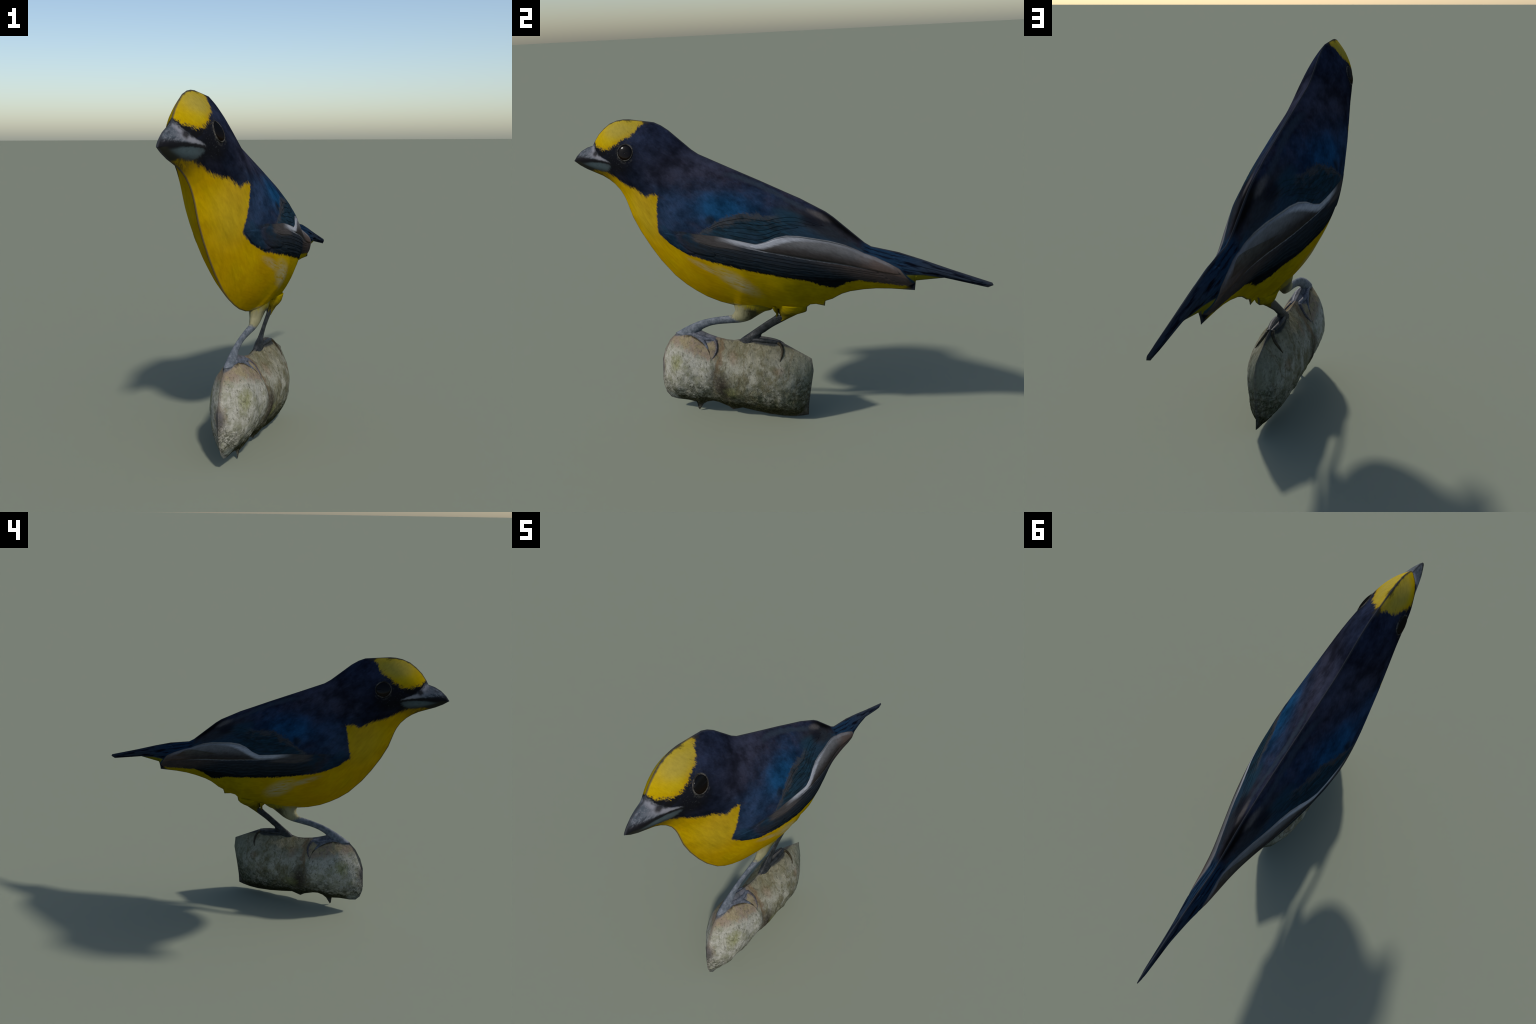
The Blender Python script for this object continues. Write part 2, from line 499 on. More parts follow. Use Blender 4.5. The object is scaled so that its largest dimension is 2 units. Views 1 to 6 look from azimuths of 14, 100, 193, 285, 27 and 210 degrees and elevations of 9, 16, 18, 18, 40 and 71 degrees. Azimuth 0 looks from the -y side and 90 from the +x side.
    prim = F.mix(F.mul(F.step(F.add(F.y, F.mul(s, .25)), .36, .62), .85), prim, F.mix(mid, TIP_BROWN, GREY_BROWN))
    prim = F.mix(F.mul(F.inv(F.step(F.y, -.42, -.22)), .9), prim, F.mix(F.step(mid, .4, .6), BLUE_TEAL, PRIM_HIGH))
    below = F.mul(F.inv(above), F.step(F.add(F.y, F.mul(F.sub(F.z, .95), .8)), -.47, -.36))
    nap = F.mix(below, nap, prim)
    # grey tertial panel between the bar and the vane line
    panel = F.mul(F.inv(above), F.step(F.sub(F.z, vane), -.003, .003), F.step(F.y, -.10, 0), F.inv(F.step(F.add(F.y, F.wob(mid, .04)), .64, .67)))
    h = F.m('DIVIDE', F.sub(F.z, vane), F.m('MAXIMUM', F.sub(bar, vane), .012))
    pc = F.mix(F.step(F.add(h, F.wob(mid, .15)), .15, .85), PANEL_LOW, PANEL_HIGH)
    pc = F.mix(F.mul(F.step(F.add(F.y, F.wob(mid, .12)), .36, .52), .8), pc, TIP_BROWN)
    nap = F.mix(panel, nap, pc)
    # brownish start and the white bar
    brown0 = F.mul(F.inv(above), F.step(F.sub(F.z, F.sub(vane, .022)), -.006, .006), F.step(F.y, -.37, -.31), F.inv(F.step(F.y, -.17, -.08)))
    nap = F.mix(F.mul(brown0, .85), nap, BROWN_GREY)
    wl = F.curve([(-.30, .962), (-.192, .944), (-.133, .929), (-.045, .909), (.001, .915), (.044, .926), (.096, .938), (.16, .944), (.25, .935), (.33, .913)])
    white = F.mul(F.inv(above), F.step(F.sub(F.add(F.z, F.wob(barb, .006)), wl), -.012, .007), F.step(F.y, -.25, -.13), F.inv(F.step(F.y, .12, .42)))
    nap = F.mix(white, nap, WHITE)
    rim = F.mul(F.inv(above), F.step(F.sub(F.z, F.sub(bar, .014)), -.004, .006), F.step(F.y, .02, .1), F.inv(F.step(F.y, .52, .6)))
    nap = F.mix(F.mul(rim, .55), nap, PALE_EDGE)
    vl = F.mul(F.inv(F.step(F.m('ABSOLUTE', F.sub(F.add(F.z, F.wob(fine, .003)), vane)), .0015, .0045)), F.step(F.y, -.14, -.06), F.inv(F.step(F.y, .30, .50)))
    nap = F.mix(F.mul(vl, .75), nap, PALE_EDGE)
    # tail: blue root, slaty tip with long streaks
    tline = F.curve([(.40, .91), (.432, .872), (.484, .855), (.548, .828), (.594, .804), (.622, .776), (.70, .774), (.80, .755), (.98, .72)])
    tail = F.mul(F.step(F.y, .40, .45), F.step(F.sub(F.z, tline), -.004, .004))
    streak = F.noise(70, (1, .12, 1), -.24, 3, .6, 12)
    tc = F.mix(F.step(F.y, .55, .78), TAIL_BLUE, TAIL_SLATE)
    tc = F.mix(F.step(streak, .45, .65), tc, BLACKISH)
    tc = F.mix(F.mul(F.step(F.sub(F.z, F.curve([(.43, .95), (.60, .86), (.7, .827), (1, .733)])), 0, .02), F.step(F.y, .6, .7), .6), tc, SLATE_BLUE)
    nap = F.mix(tail, nap, tc)
    nap = F.shade(nap, F.mix_v(F.step(dcov, -.02, .02), barb, steep), .62, 1.38)
    nap = F.shade(nap, fine, .70, 1.30)
    col = F.mix(dark, col, nap)
    # yellow sliver under the tail base
    ut = F.mul(F.step(F.sub(F.y, F.curve_y([(.69, .672), (.735, .66), (.765, .632), (.8, .60)])), -.004, .006), F.inv(F.step(F.sub(F.z, F.curve([(.62, .775), (.70, .775), (.8, .757), (.9, .73)])), -.006, .004)), F.inv(F.step(F.y, .76, .81)))
    col = F.mix(F.mul(ut, .9), col, (.12, .11, .004))
    col = F.mix(F.mul(F.step(F.y, .60, .65), F.inv(F.step(F.sub(F.z, F.mul(F.sub(F.y, .6), .45)), .700, .708)), F.inv(F.step(F.y, .672, .676))), col, BLACKISH)

    # yellow crown with a thin dark parting on the ridge
    cap = F.curve(CAP_EDGE)
    capm = F.mul(F.step(F.sub(F.add(F.z, F.add(F.mul(fringe, 1.3), F.wob(mid, .010))), cap), -.009, .009), F.inv(F.step(F.add(F.y, F.mul(fringe, 1.6)), -.625, -.60)), F.step(F.y, -.886, -.882))
    cc = F.mix(F.step(F.add(F.sub(F.z, cap), F.wob(mid, .03)), .0, .036), (.31, .195, .002), (.33, .235, .006))
    cc = F.mix(F.mul(F.blob(-.735, 1.445, .105, .036, .05, .8, F.wob(mid, .5)), .8), cc, YEL_PALE)
    cc = F.mix(F.mul(F.inv(F.step(F.y, -.86, -.78)), .7), cc, YEL)
    cc = F.shade(cc, steep, .74, 1.26)
    cc = F.mix(F.mul(F.step(F.noise(70, (1, .5, 1), -.7, 3, .6, 33), .60, .72), F.inv(F.step(F.sub(F.z, cap), .005, .045)), .85), cc, (.05, .040, .004))
    col = F.mix(capm, col, cc)
    back = F.curve(BACK_LINE)
    part = F.mul(F.inv(F.step(F.sub(back, F.add(F.z, F.wob(mid, .034))), .001, .010)), F.step(F.y, -.86, -.80))
    col = F.mix(F.mul(part, F.inv(F.step(F.y, -.61, -.58)), .85), col, (.022, .020, .014))

    # lores and face, bill -----------------------------------------------
    lore = F.top(F.blob(-.825, 1.335, .055, .020, .28, .5, F.wob(mid, .4)), F.mul(F.blob(-.745, 1.305, .09, .075, .5, .6, F.wob(mid, .4)), .85))
    lore = F.top(lore, F.blob(-.866, 1.362, .040, .024, -.5, .5, F.wob(mid, .3)))
    col = F.mix(F.mul(lore, F.inv(capm), .92), col, (.006, .006, .006))
    col = F.mix(F.mul(F.inv(F.step(F.m('ABSOLUTE', F.sub(F.m('SQRT', F.add(F.mul(F.sub(F.y, -.689), F.sub(F.y, -.689)), F.mul(F.sub(F.z, 1.341), F.sub(F.z, 1.341)))), .047)), .002, .009)), F.step(F.noise(60, (1, 1, 1), 0, 3, .6, 52), .46, .66), .45), col, (.040, .039, .038))
    speck = F.mul(F.blob(-.735, 1.31, .07, .05, .4, .5), F.step(F.noise(120, (1, 1, 1), 0, 2, .5, 21), .60, .70))
    col = F.mix(F.mul(speck, .4), col, (.055, .06, .062))
    chin = F.mul(F.inv(F.step(F.y, -.86, -.77)), F.inv(F.step(F.z, 1.25, 1.27)))
    col = F.mix(F.mul(chin, F.step(steep, .25, .6), .85), col, (.05, .042, .010))
    # bill region: in front of a slanted feather edge
    be = F.sub(F.y, F.curve_y([(1.20, -.86), (1.235, -.845), (1.25, -.80), (1.285, -.772), (1.305, -.80), (1.322, -.845), (1.345, -.872), (1.37, -.888), (1.40, -.90)]))
    bill = F.inv(F.step(F.add(be, F.mul(fringe, .8)), -.012, .012))
    bill = F.mul(bill, F.step(F.sub(F.z, F.curve([(-1.0, 1.2), (-.95, 1.235), (-.885, 1.252), (-.80, 1.238), (-.74, 1.24)])), -.008, .006))
    mouth = F.curve([(-1.009, 1.288), (-.96, 1.295), (-.90, 1.297), (-.85, 1.294), (-.80, 1.289), (-.77, 1.282)])
    bn = F.noise(75, (1, .6, 1), .5, 4, .65, 30)
    bc = F.mix(F.mul(F.step(bn, .46, .66), .55), BILL, BILL_PALE)
    bc = F.mix(F.mul(F.inv(F.step(F.noise(50, (1, .7, 1), .3, 4, .65, 71), .36, .50)), .6), bc, (.022, .026, .034))
    bc = F.mix(F.mul(F.top(F.blob(-.880, 1.348, .024, .016, -.9, .6, F.wob(bn, .6)), F.blob(-.845, 1.316, .05, .010, -.35, .6, F.wob(bn, .5))), .85), bc, BILL_PALE)
    lowb = F.mix(F.step(bn, .3, .7), BILL_LOW, BILL_LOW2)
    lowb = F.mix(F.mul(F.inv(F.blob(-.862, 1.275, .075, .018, -.10, .8, F.wob(bn, .8))), .9), lowb, (.020, .023, .025))
    isup = F.step(F.sub(F.z, mouth), -.003, .003)
    bc = F.mix(isup, lowb, bc)
    ridge = F.blob(-.840, 1.307, .070, .010, -.30, .6, F.wob(bn, .4))
    bc = F.mix(F.mul(ridge, isup, .7), bc, BILL_PALE)
    gap = F.inv(F.step(F.m('DIVIDE', F.m('ABSOLUTE', F.sub(F.add(F.z, F.wob(bn, .006)), F.add(mouth, .002))), F.m('MULTIPLY_ADD', F.step(F.y, -.82, -.95), .008, .008)), .3, 1.2))
    bc = F.mix(F.mul(gap, .95), bc, (.006, .006, .007))
    tip = F.top(F.blob(-.970, 1.300, .062, .018, 0, .5, F.wob(bn, .8)), F.blob(-1.0, 1.292, .045, .030, 0, .6, F.wob(bn, .5)))
    bc = F.mix(F.mul(tip, .9), bc, (.008, .008, .010))
    bc = F.mix(F.mul(F.inv(F.step(F.sub(F.z, F.curve(BELLY_LINE)), .018, .036)), F.inv(isup), .92), bc, (.016, .016, .012))
    nost = F.blob(-.868, 1.331, .015, .013, .6, .6, F.wob(bn, .5))
    bc = F.mix(F.mul(nost, .9), bc, (.012, .011, .012))
    col = F.mix(bill, col, bc)
    # thighs: whitish yellow fluff on the near leg
    th = F.mul(F.blob(-.165, .555, .075, .055, -.2, .5, F.wob(barb, .6)), F.inv(F.step(F.z, .585, .605)))
    col = F.mix(F.mul(th, .85), col, F.mix(F.step(F.y, -.19, -.11), (.185, .175, .10), (.04, .04, .02)))
    fth = F.mul(F.step(F.y, -.03, .0), F.inv(F.step(F.add(F.z, F.wob(barb, .03)), .545, .60)))  # far thigh tinted dark olive for the shade under the belly
    col = F.mix(F.mul(fth, .8), col, (.045, .040, .006))
    # narrow dull seam where the two flanks meet
    seam = F.inv(F.step(F.ax, .0015, .006))
    col = F.mix(F.mul(seam, .8), col, (.030, .032, .038))
    return F.finish(col, F.m('MULTIPLY_ADD', bill, -.3, .8), F.add(F.mul(barb, .6), F.mul(fine, .4)), .25, .003, F.mul(bill, .03))


def curve_y(self, points):
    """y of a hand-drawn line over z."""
    n = self.nt.nodes.new("ShaderNodeFloatCurve")
    self.put(n.inputs["Value"], self.mul(self.z, 1 / 1.6))
    c = n.mapping.curves[0]
    pts = [(p[0] / 1.6, p[1] / 2.1 + .5) for p in points]
    pts = [(0, pts[0][1])] + pts + [(1, pts[-1][1])]
    while len(c.points) < len(pts):
        c.points.new(.5, .5)
    for q, p in zip(c.points, pts):
        q.location = p
        q.handle_type = 'VECTOR'
    n.mapping.update()
    return self.m('MULTIPLY_ADD', n.outputs[0], 2.1, -1.05)


Field.curve_y = curve_y

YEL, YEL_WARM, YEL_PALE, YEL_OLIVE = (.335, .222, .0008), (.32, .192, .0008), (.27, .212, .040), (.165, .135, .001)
NAVY, PURPLE, BLACKISH = (.010, .015, .030), (.020, .020, .033), (.0035, .0045, .009)
HEAD_LOW, HEAD_TOP = (.0045, .0065, .013), (.013, .018, .037)
BLUE, BLUE_BRIGHT, BLUE_TEAL = (.013, .028, .061), (.005, .035, .085), (.008, .023, .042)
TEAL, TEAL_DARK, SLATE, SLATE_BLUE = (.010, .029, .047), (.009, .017, .024), (.026, .037, .052), (.015, .030, .050)
GREY_DARK, BROWN_GREY, GREY_BROWN, PINK_GREY = (.012, .017, .025), (.050, .045, .044), (.021, .021, .023), (.075, .068, .066)
PRIM_LOW, PRIM_HIGH, PRIM_BLUE, PRIM_LINE = (.006, .010, .014), (.017, .020, .025), (.009, .020, .034), (.021, .026, .031)
TIP_BROWN, PANEL_LOW, PANEL_HIGH = (.064, .046, .039), (.027, .024, .023), (.115, .115, .119)
WHITE, PALE_EDGE = (.265, .275, .305), (.15, .155, .17)
TAIL_BLUE, TAIL_SLATE = (.008, .023, .048), (.018, .025, .039)
BILL, BILL_PALE, BILL_LOW, BILL_LOW2 = (.055, .066, .080), (.175, .176, .200), (.048, .068, .077), (.066, .092, .104)


def bark_material():
    F = Field("bark")
    n1 = F.noise(9, (1, 1, 1), 0, 4, .6, 1)
    n2 = F.noise(34, (1, 1, .8), .3, 6, .72, 2)
    n3 = F.noise(110, (1, .8, .6), .35, 4, .75, 3)
    n4 = F.noise(17, (1, 1, .7), .35, 5, .7, 5)
    ridged = F.m('ABSOLUTE', F.sub(F.noise(30, (1, .8, 1.2), .5, 4, .62, 9), .5))    # thin broken cracks where it is near 0
    ring = F.curve_y([(.02, -.42), (.09, -.40), (.12, -.376), (.165, -.327), (.21, -.317), (.25, -.313), (.30, -.295), (.45, -.30)])
    front = F.inv(F.step(F.add(F.sub(F.y, ring), F.wob(n2, .04)), -.008, .010))
    rear = F.mix(F.step(n4, .36, .62), (.125, .120, .078), (.245, .241, .198))
    rear = F.mix(F.mul(F.step(F.y, -.02, .15), .6), rear, (.120, .135, .110))
    col = F.mix(front, rear, F.mix(F.step(n2, .32, .62), (.178, .178, .128), (.285, .280, .244)))
    # tan skin of the bark below the near foot and round the front end
    tan = F.mul(F.step(F.sub(F.add(F.z, F.wob(n2, .06)), F.curve([(-.62, .31), (-.566, .36), (-.494, .368), (-.435, .352), (-.36, .322), (-.297, .305), (-.2, .33)])), -.02, .02), F.inv(F.step(F.y, -.31, -.25)))
    col = F.mix(F.mul(tan, .85), col, F.mix(F.step(n4, .42, .58), (.205, .165, .092), (.165, .122, .088)))
    edge = F.inv(F.step(F.add(F.y, F.wob(n2, .03)), -.615, -.585))
    col = F.mix(F.mul(edge, .6, F.step(F.z, .13, .26)), col, (.21, .155, .115))
    # brown-green stain along the middle of the top
    top = F.mul(F.step(F.add(F.z, F.wob(n4, .09)), .27, .41), F.step(F.y, -.32, -.27))
    col = F.mix(F.mul(top, .75), col, F.mix(F.step(n2, .4, .6), (.085, .078, .042), (.150, .135, .085)))
    # rusty ring, dark scar at the knuckle
    r = F.m('ABSOLUTE', F.sub(F.add(F.y, F.wob(n2, .04)), F.add(ring, .014)))
    col = F.mix(F.mul(F.inv(F.step(r, .002, .020)), F.step(F.z, .20, .28), .55), col, (.150, .090, .050))
    scar = F.blob(-.268, .165, .050, .095, .25, .7, F.wob(n2, 1.2))
    col = F.mix(F.mul(scar, F.step(n2, .28, .48), .92), col, (.042, .034, .026))
    core = F.blob(-.272, .195, .022, .060, .35, .8, F.wob(n3, 1.0))
    col = F.mix(F.mul(core, F.step(n2, .4, .55), .7), col, (.028, .023, .018))
    # lichens and rusty spots
    lich = F.top(F.blob(-.51, .28, .035, .030, .6, .8, F.wob(n2, 1.0)), F.blob(-.215, .145, .035, .030, -.6, .8, F.wob(n2, 1.0)))
    col = F.mix(F.mul(lich, .55), col, (.165, .17, .055))
    rust = F.top(F.blob(-.215, .325, .022, .030, .6, .7, F.wob(n2, .9)), F.blob(.02, .275, .025, .018, 0, .7, F.wob(n2, .9)))
    col = F.mix(F.mul(rust, .35), col, (.15, .085, .05))
    vein = F.mul(F.inv(F.step(F.m('ABSOLUTE', F.sub(F.noise(8, (1, 1, .45), -.35, 4, .6, 8), .5)), .0, .035)), F.inv(front))
    col = F.mix(F.mul(vein, .5), col, (.085, .070, .036))
    col = F.mix(F.mul(F.blob(-.618, .235, .018, .045, 0, .6), .8), col, (.05, .05, .06))
    # rough, cracked and mossy lower half
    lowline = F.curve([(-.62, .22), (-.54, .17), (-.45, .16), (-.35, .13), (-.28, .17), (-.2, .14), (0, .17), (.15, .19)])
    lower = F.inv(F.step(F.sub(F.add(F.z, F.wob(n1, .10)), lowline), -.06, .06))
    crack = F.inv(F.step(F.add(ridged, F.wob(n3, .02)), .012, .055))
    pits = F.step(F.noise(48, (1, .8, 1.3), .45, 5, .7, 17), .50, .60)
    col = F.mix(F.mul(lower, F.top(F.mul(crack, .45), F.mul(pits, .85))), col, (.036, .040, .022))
    moss = F.mul(lower, F.step(F.noise(15, (1, 1, .7), .3, 5, .7, 12), .46, .60), F.step(F.y, -.34, -.10))
    col = F.mix(F.mul(moss, .75), col, F.mix(F.step(n3, .4, .6), (.030, .036, .020), (.085, .095, .060)))
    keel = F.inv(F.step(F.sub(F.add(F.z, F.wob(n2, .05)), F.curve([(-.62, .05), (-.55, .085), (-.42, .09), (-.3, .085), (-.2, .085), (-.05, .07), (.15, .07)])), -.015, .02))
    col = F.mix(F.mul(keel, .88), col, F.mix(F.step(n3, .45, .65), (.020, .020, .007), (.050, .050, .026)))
    col = F.mix(F.mul(F.blob(-.565, .075, .03, .022, -.5, .6, F.wob(n2, .5)), .9), col, (.22, .24, .22))
    # dark flecks all over
    fleck = F.step(F.noise(60, (1, 1.3, .6), .3, 3, .6, 15), .58, .68)
    col = F.mix(F.mul(fleck, .6), col, (.060, .057, .040))
    chips = F.step(F.noise(95, (1, .8, .8), .3, 4, .7, 61), .56, .66)
    col = F.mix(F.mul(chips, .5), col, (.055, .056, .036))
    # skin-grey where the feet clasp the wood, a shadow line painted beneath the toes
    foot = F.step(F.sub(F.z, F.curve([(-.60, .42), (-.555, .398), (-.50, .408), (-.46, .419), (-.444, .424), (-.406, .409), (-.375, .392), (-.352, .385), (-.325, .395), (-.30, .42), (-.22, .42), (-.20, .397),
                                      (-.143, .398), (-.074, .392), (-.016, .386), (.02, .388), (.09, .367), (.14, .345)])), -.004, .005)
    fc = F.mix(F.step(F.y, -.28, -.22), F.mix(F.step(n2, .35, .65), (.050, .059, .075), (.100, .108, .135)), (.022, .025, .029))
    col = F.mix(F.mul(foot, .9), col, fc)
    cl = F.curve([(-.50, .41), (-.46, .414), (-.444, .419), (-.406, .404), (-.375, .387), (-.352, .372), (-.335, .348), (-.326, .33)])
    toe_shadow = F.mul(F.inv(F.step(F.m('ABSOLUTE', F.sub(F.add(F.z, F.wob(n3, .006)), cl)), .002, .010)), F.step(F.y, -.49, -.45), F.inv(F.step(F.y, -.335, -.325)))
    col = F.mix(F.mul(toe_shadow, .85), col, (.020, .016, .010))
    seam = F.inv(F.step(F.ax, .002, .009))
    col = F.mix(F.mul(seam, .45), col, (.085, .08, .075))
    col = F.shade(col, n3, .62, 1.38)
    col = F.shade(col, n2, .78, 1.22)
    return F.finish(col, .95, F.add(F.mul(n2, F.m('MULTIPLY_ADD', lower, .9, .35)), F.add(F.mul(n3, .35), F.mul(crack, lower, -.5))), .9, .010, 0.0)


def skin_material(name, a, b, rough=.5):
    F = Field(name)
    n = F.noise(60, (1, .8, 1), 0, 3, .6, 3)
    col = F.mix(F.step(n, .35, .65), a, b)
    scl = F.inv(F.step(F.cells(70, (1, 1, 1), 0, 'DISTANCE_TO_EDGE'), .0, .12))
    col = F.mix(F.mul(scl, .35), col, tuple(.4 * v for v in a))
    return F.finish(col, rough, F.add(n, F.mul(scl, -.6)), .3, .003, .15)


def leg_material():
    F = Field("leg_skin_and_fluff")
    n = F.noise(60, (1, .8, 1), 0, 3, .6, 3)
    barb = F.noise(95, (1, 1.0, .3), -.3, 4, .7, 2)
    col = F.mix(F.step(n, .35, .65), (.068, .082, .100), (.130, .145, .170))
    scl = F.inv(F.step(F.cells(70, (1, 1, 1), 0, 'DISTANCE_TO_EDGE'), .0, .12))
    col = F.mix(F.mul(scl, .3), col, (.035, .038, .05))
    fl = F.step(F.sub(F.add(F.z, F.wob(barb, .02)), F.curve([(-.24, .525), (-.2, .503), (-.15, .49), (-.1, .50)])), -.006, .008)
    fc = F.mix(F.step(F.add(F.y, F.wob(barb, .05)), -.18, -.12), (.185, .175, .10), (.034, .032, .014))
    fc = F.mix(F.step(F.add(F.z, F.wob(barb, .03)), .565, .60), fc, YEL_OLIVE)
    fc = F.mix(F.step(F.add(F.y, F.wob(barb, .03)), -.105, -.075), fc, (.11, .09, .002))
    fc = F.shade(fc, barb, .6, 1.4)
    col = F.mix(fl, col, fc)
    return F.finish(col, .6, n, .3, .003, .12)


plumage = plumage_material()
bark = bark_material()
legskin = leg_material()
toe_skin = skin_material("toe_skin", (.050, .059, .075), (.105, .113, .140))
toe_dark = skin_material("toe_skin_dark", (.010, .012, .013), (.024, .027, .030))  # skin colour lowered to carry the shadow on the far leg
claw_horn = skin_material("claw_horn", (.04, .036, .038), (.085, .078, .085), .4)
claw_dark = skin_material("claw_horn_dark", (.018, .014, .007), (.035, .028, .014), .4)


def eye_material():
    F = Field("eye_gloss")
    col = F.mix(F.step(F.z, 1.31, 1.35), (.0055, .0028, .0015), (.003, .003, .0035))
    m = F.finish(col, .6, None, spec=0.0)
    # a thin even sheen: the wet eye shows the sun as a small point, not the whole sky
    gl = F.nt.nodes.new("ShaderNodeBsdfGlossy")
    gl.inputs["Color"].default_value = (1, 1, 1, 1)
    gl.inputs["Roughness"].default_value = .12
    mx = F.nt.nodes.new("ShaderNodeMixShader")
    mx.inputs[0].default_value = .009
    out = next(n for n in F.nt.nodes if n.type == 'OUTPUT_MATERIAL')
    F.nt.links.new(F.bsdf.outputs[0], mx.inputs[1])
    F.nt.links.new(gl.outputs[0], mx.inputs[2])
    F.nt.links.new(mx.outputs[0], out.inputs[0])
    return m


eye_mat = eye_material()
ring_mat = skin_material("eyelid_skin", (.012, .011, .010), (.070, .066, .060), .9)

# ------------------------------------------------------------------ body
knots = sorted(set([p[0] for p in BACK_LINE] + [p[0] for p in BELLY_LINE]))
bv, bf = loft(BODY, .007, 56, knots, left_gain_body)
WING_LOW = line([(-.62, 1.02), (-.535, 1.0), (-.53, .955), (-.45, .9), (-.3, .84), (0, .79), (.3, .745), (.66, .70)])
WING_TOP = line([(-.535, 1.0), (-.45, 1.1), (-.3, 1.13), (0, 1.09), (.3, .975), (.43, .885), (.66, .76)])


def body_region(c):
    out = []
    for x, y, z in c:
        if y < -.884 + max(0, (1.32 - z)) * 1.0 and z > 1.205 - (y + .85) * .3:
            lab = "beak"
        elif z > 1.02 + (y + .74) * .55 and y < -.44 + (z - 1.15) * .25 and y < -.3:
            lab = "head"
        elif y > .44 and z > np.interp(y, [.44, .66, .8], [.87, .745, .7]):
            lab = "tail"
        elif -.535 < y < .66 and WING_LOW(y) < z < WING_TOP(y):
            lab = "wing|left" if x > 0 else "wing|right"
        else:
            lab = "torso"
        out.append(lab)
    return np.array(out)


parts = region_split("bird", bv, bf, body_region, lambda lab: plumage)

# ------------------------------------------------------------------ legs
legs = []
near_leg = [((-.215, .64), (0, .64)), ((-.214, .58), (-.018, .573)), ((-.212, .565), (-.061, .554)),
            ((-.211, .552), (-.103, .528)), ((-.217, .541), (-.136, .507)), ((-.229, .528), (-.180, .492)),
            ((-.275, .519), (-.240, .484)), ((-.322, .510), (-.294, .477)), ((-.382, .494), (-.339, .467)),
            ((-.440, .470), (-.374, .452)), ((-.487, .445), (-.394, .438)), ((-.535, .416), (-.42, .40))]
v, f = lens_strip(near_leg, [.050, .038, .031, .025, .021, .015, .011, .009, .009, .011, .017, .020])
me = mesh_from("leg", v, f); fix_normals(me); legs.append(add("leg", me, legskin))
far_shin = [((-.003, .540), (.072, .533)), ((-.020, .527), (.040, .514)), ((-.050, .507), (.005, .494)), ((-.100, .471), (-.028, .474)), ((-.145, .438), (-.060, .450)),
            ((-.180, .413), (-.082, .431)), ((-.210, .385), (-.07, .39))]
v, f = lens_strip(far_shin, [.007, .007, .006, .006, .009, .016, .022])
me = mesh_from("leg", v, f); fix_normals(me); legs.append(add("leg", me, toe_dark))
far_thigh = [((.008, .60), (.150, .60)), ((.009, .560), (.149, .567)), ((.018, .536), (.110, .552)), ((.021, .522), (.070, .531)), ((.018, .515), (.030, .51))]
v, f = lens_strip(far_thigh, [.05, .036, .019, .010, .006])
me = mesh_from("thigh", v, f); fix_normals(me); add("thigh", me, plumage)
sliver = [((-.022, .59), (.012, .59)), ((-.015, .570), (.011, .556)), ((-.003, .556), (.010, .541)), ((-.003, .540), (.004, .530)), ((-.002, .528), (.002, .520))]
v, f = lens_strip(sliver, [.035, .022, .010, .006, .005])
me = mesh_from("feather", v, f); fix_normals(me); add("thigh_feather", me, plumage)

# ------------------------------------------------------------------ branch
lknots = sorted(set([p[0] for p in LOG_TOP] + [p[0] for p in LOG_BOTTOM]))
lv, lf = loft(LOG, .006, 56, lknots, left_gain_log)
from mathutils import noise as mnoise
for i, p in enumerate(lv):
    if abs(p[0]) > 1e-5:
        q = Vector((abs(p[0]), p[1], p[2]))
        rough = .0018 + .0030 * min(1, max(0, (.27 - p[2]) / .16))
        n = mnoise.fractal(q * 26, .7, 2.1, 4) * rough + mnoise.fractal(q * 9 + Vector((3, 1, 2)), .8, 2, 3) * .004
        knuckle = p[1] - np.interp(p[2], [.0, .09, .12, .165, .21, .25, .30, .45], [-.42, -.40, -.376, -.327, -.317, -.313, -.295, -.30])
        n += .003 * math.exp(-((knuckle + .03) / .03) ** 2) - .004 * math.exp(-((knuckle - .015) / .018) ** 2)
        lv[i, 0] += n * min(1, abs(p[0]) / .03) * (1 if p[0] > 0 else -1)
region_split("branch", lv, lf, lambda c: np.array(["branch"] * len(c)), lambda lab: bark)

# ------------------------------------------------------------------ things laid on the surface
def surface(body, gain, y, z, side):
    w = body.half(y, z)
    if side < 0:
        w = w + gain(y, z) * np.minimum(1, w / .04)
    return w


def patch(name, Y, Z, lift, body, gain, side, material, skirt=.004, parent=None):
    """Solid scale, feather or eyelid: a grid laid on the flank, raised by
    'lift' and closed by a skirt that dives below the skin."""
    n, m = Y.shape
    X = surface(body, gain, Y, Z, side)
    top = np.stack([side * (X + lift), Y, Z], 2).reshape(-1, 3)
    idx = np.arange(n * m).reshape(n, m)
    faces = []
    for i in range(n - 1):
        for j in range(m - 1):
            faces.append((idx[i, j], idx[i + 1, j], idx[i + 1, j + 1], idx[i, j + 1]))
    loop = [idx[0, j] for j in range(m)] + [idx[i, m - 1] for i in range(1, n)] + [idx[n - 1, j] for j in range(m - 2, -1, -1)] + [idx[i, 0] for i in range(n - 2, 0, -1)]
    low = np.array([(side * max(side * top[k][0] - lift.reshape(-1)[k] - skirt, 0), top[k][1], top[k][2]) for k in loop])
    base = n * m
    for a in range(len(loop)):
        b = (a + 1) % len(loop)
        faces.append((loop[a], loop[b], base + b, base + a))
    faces.append(tuple(range(base + len(loop) - 1, base - 1, -1)))
    me = mesh_from(name, np.vstack([top, low]), faces)
    import bmesh
    bm = bmesh.new()
    bm.from_mesh(me)
    bmesh.ops.remove_doubles(bm, verts=bm.verts, dist=1e-6)
    bmesh.ops.recalc_face_normals(bm, faces=bm.faces)
    bm.to_mesh(me)
    bm.free()
    return add(name, me, material, parent)


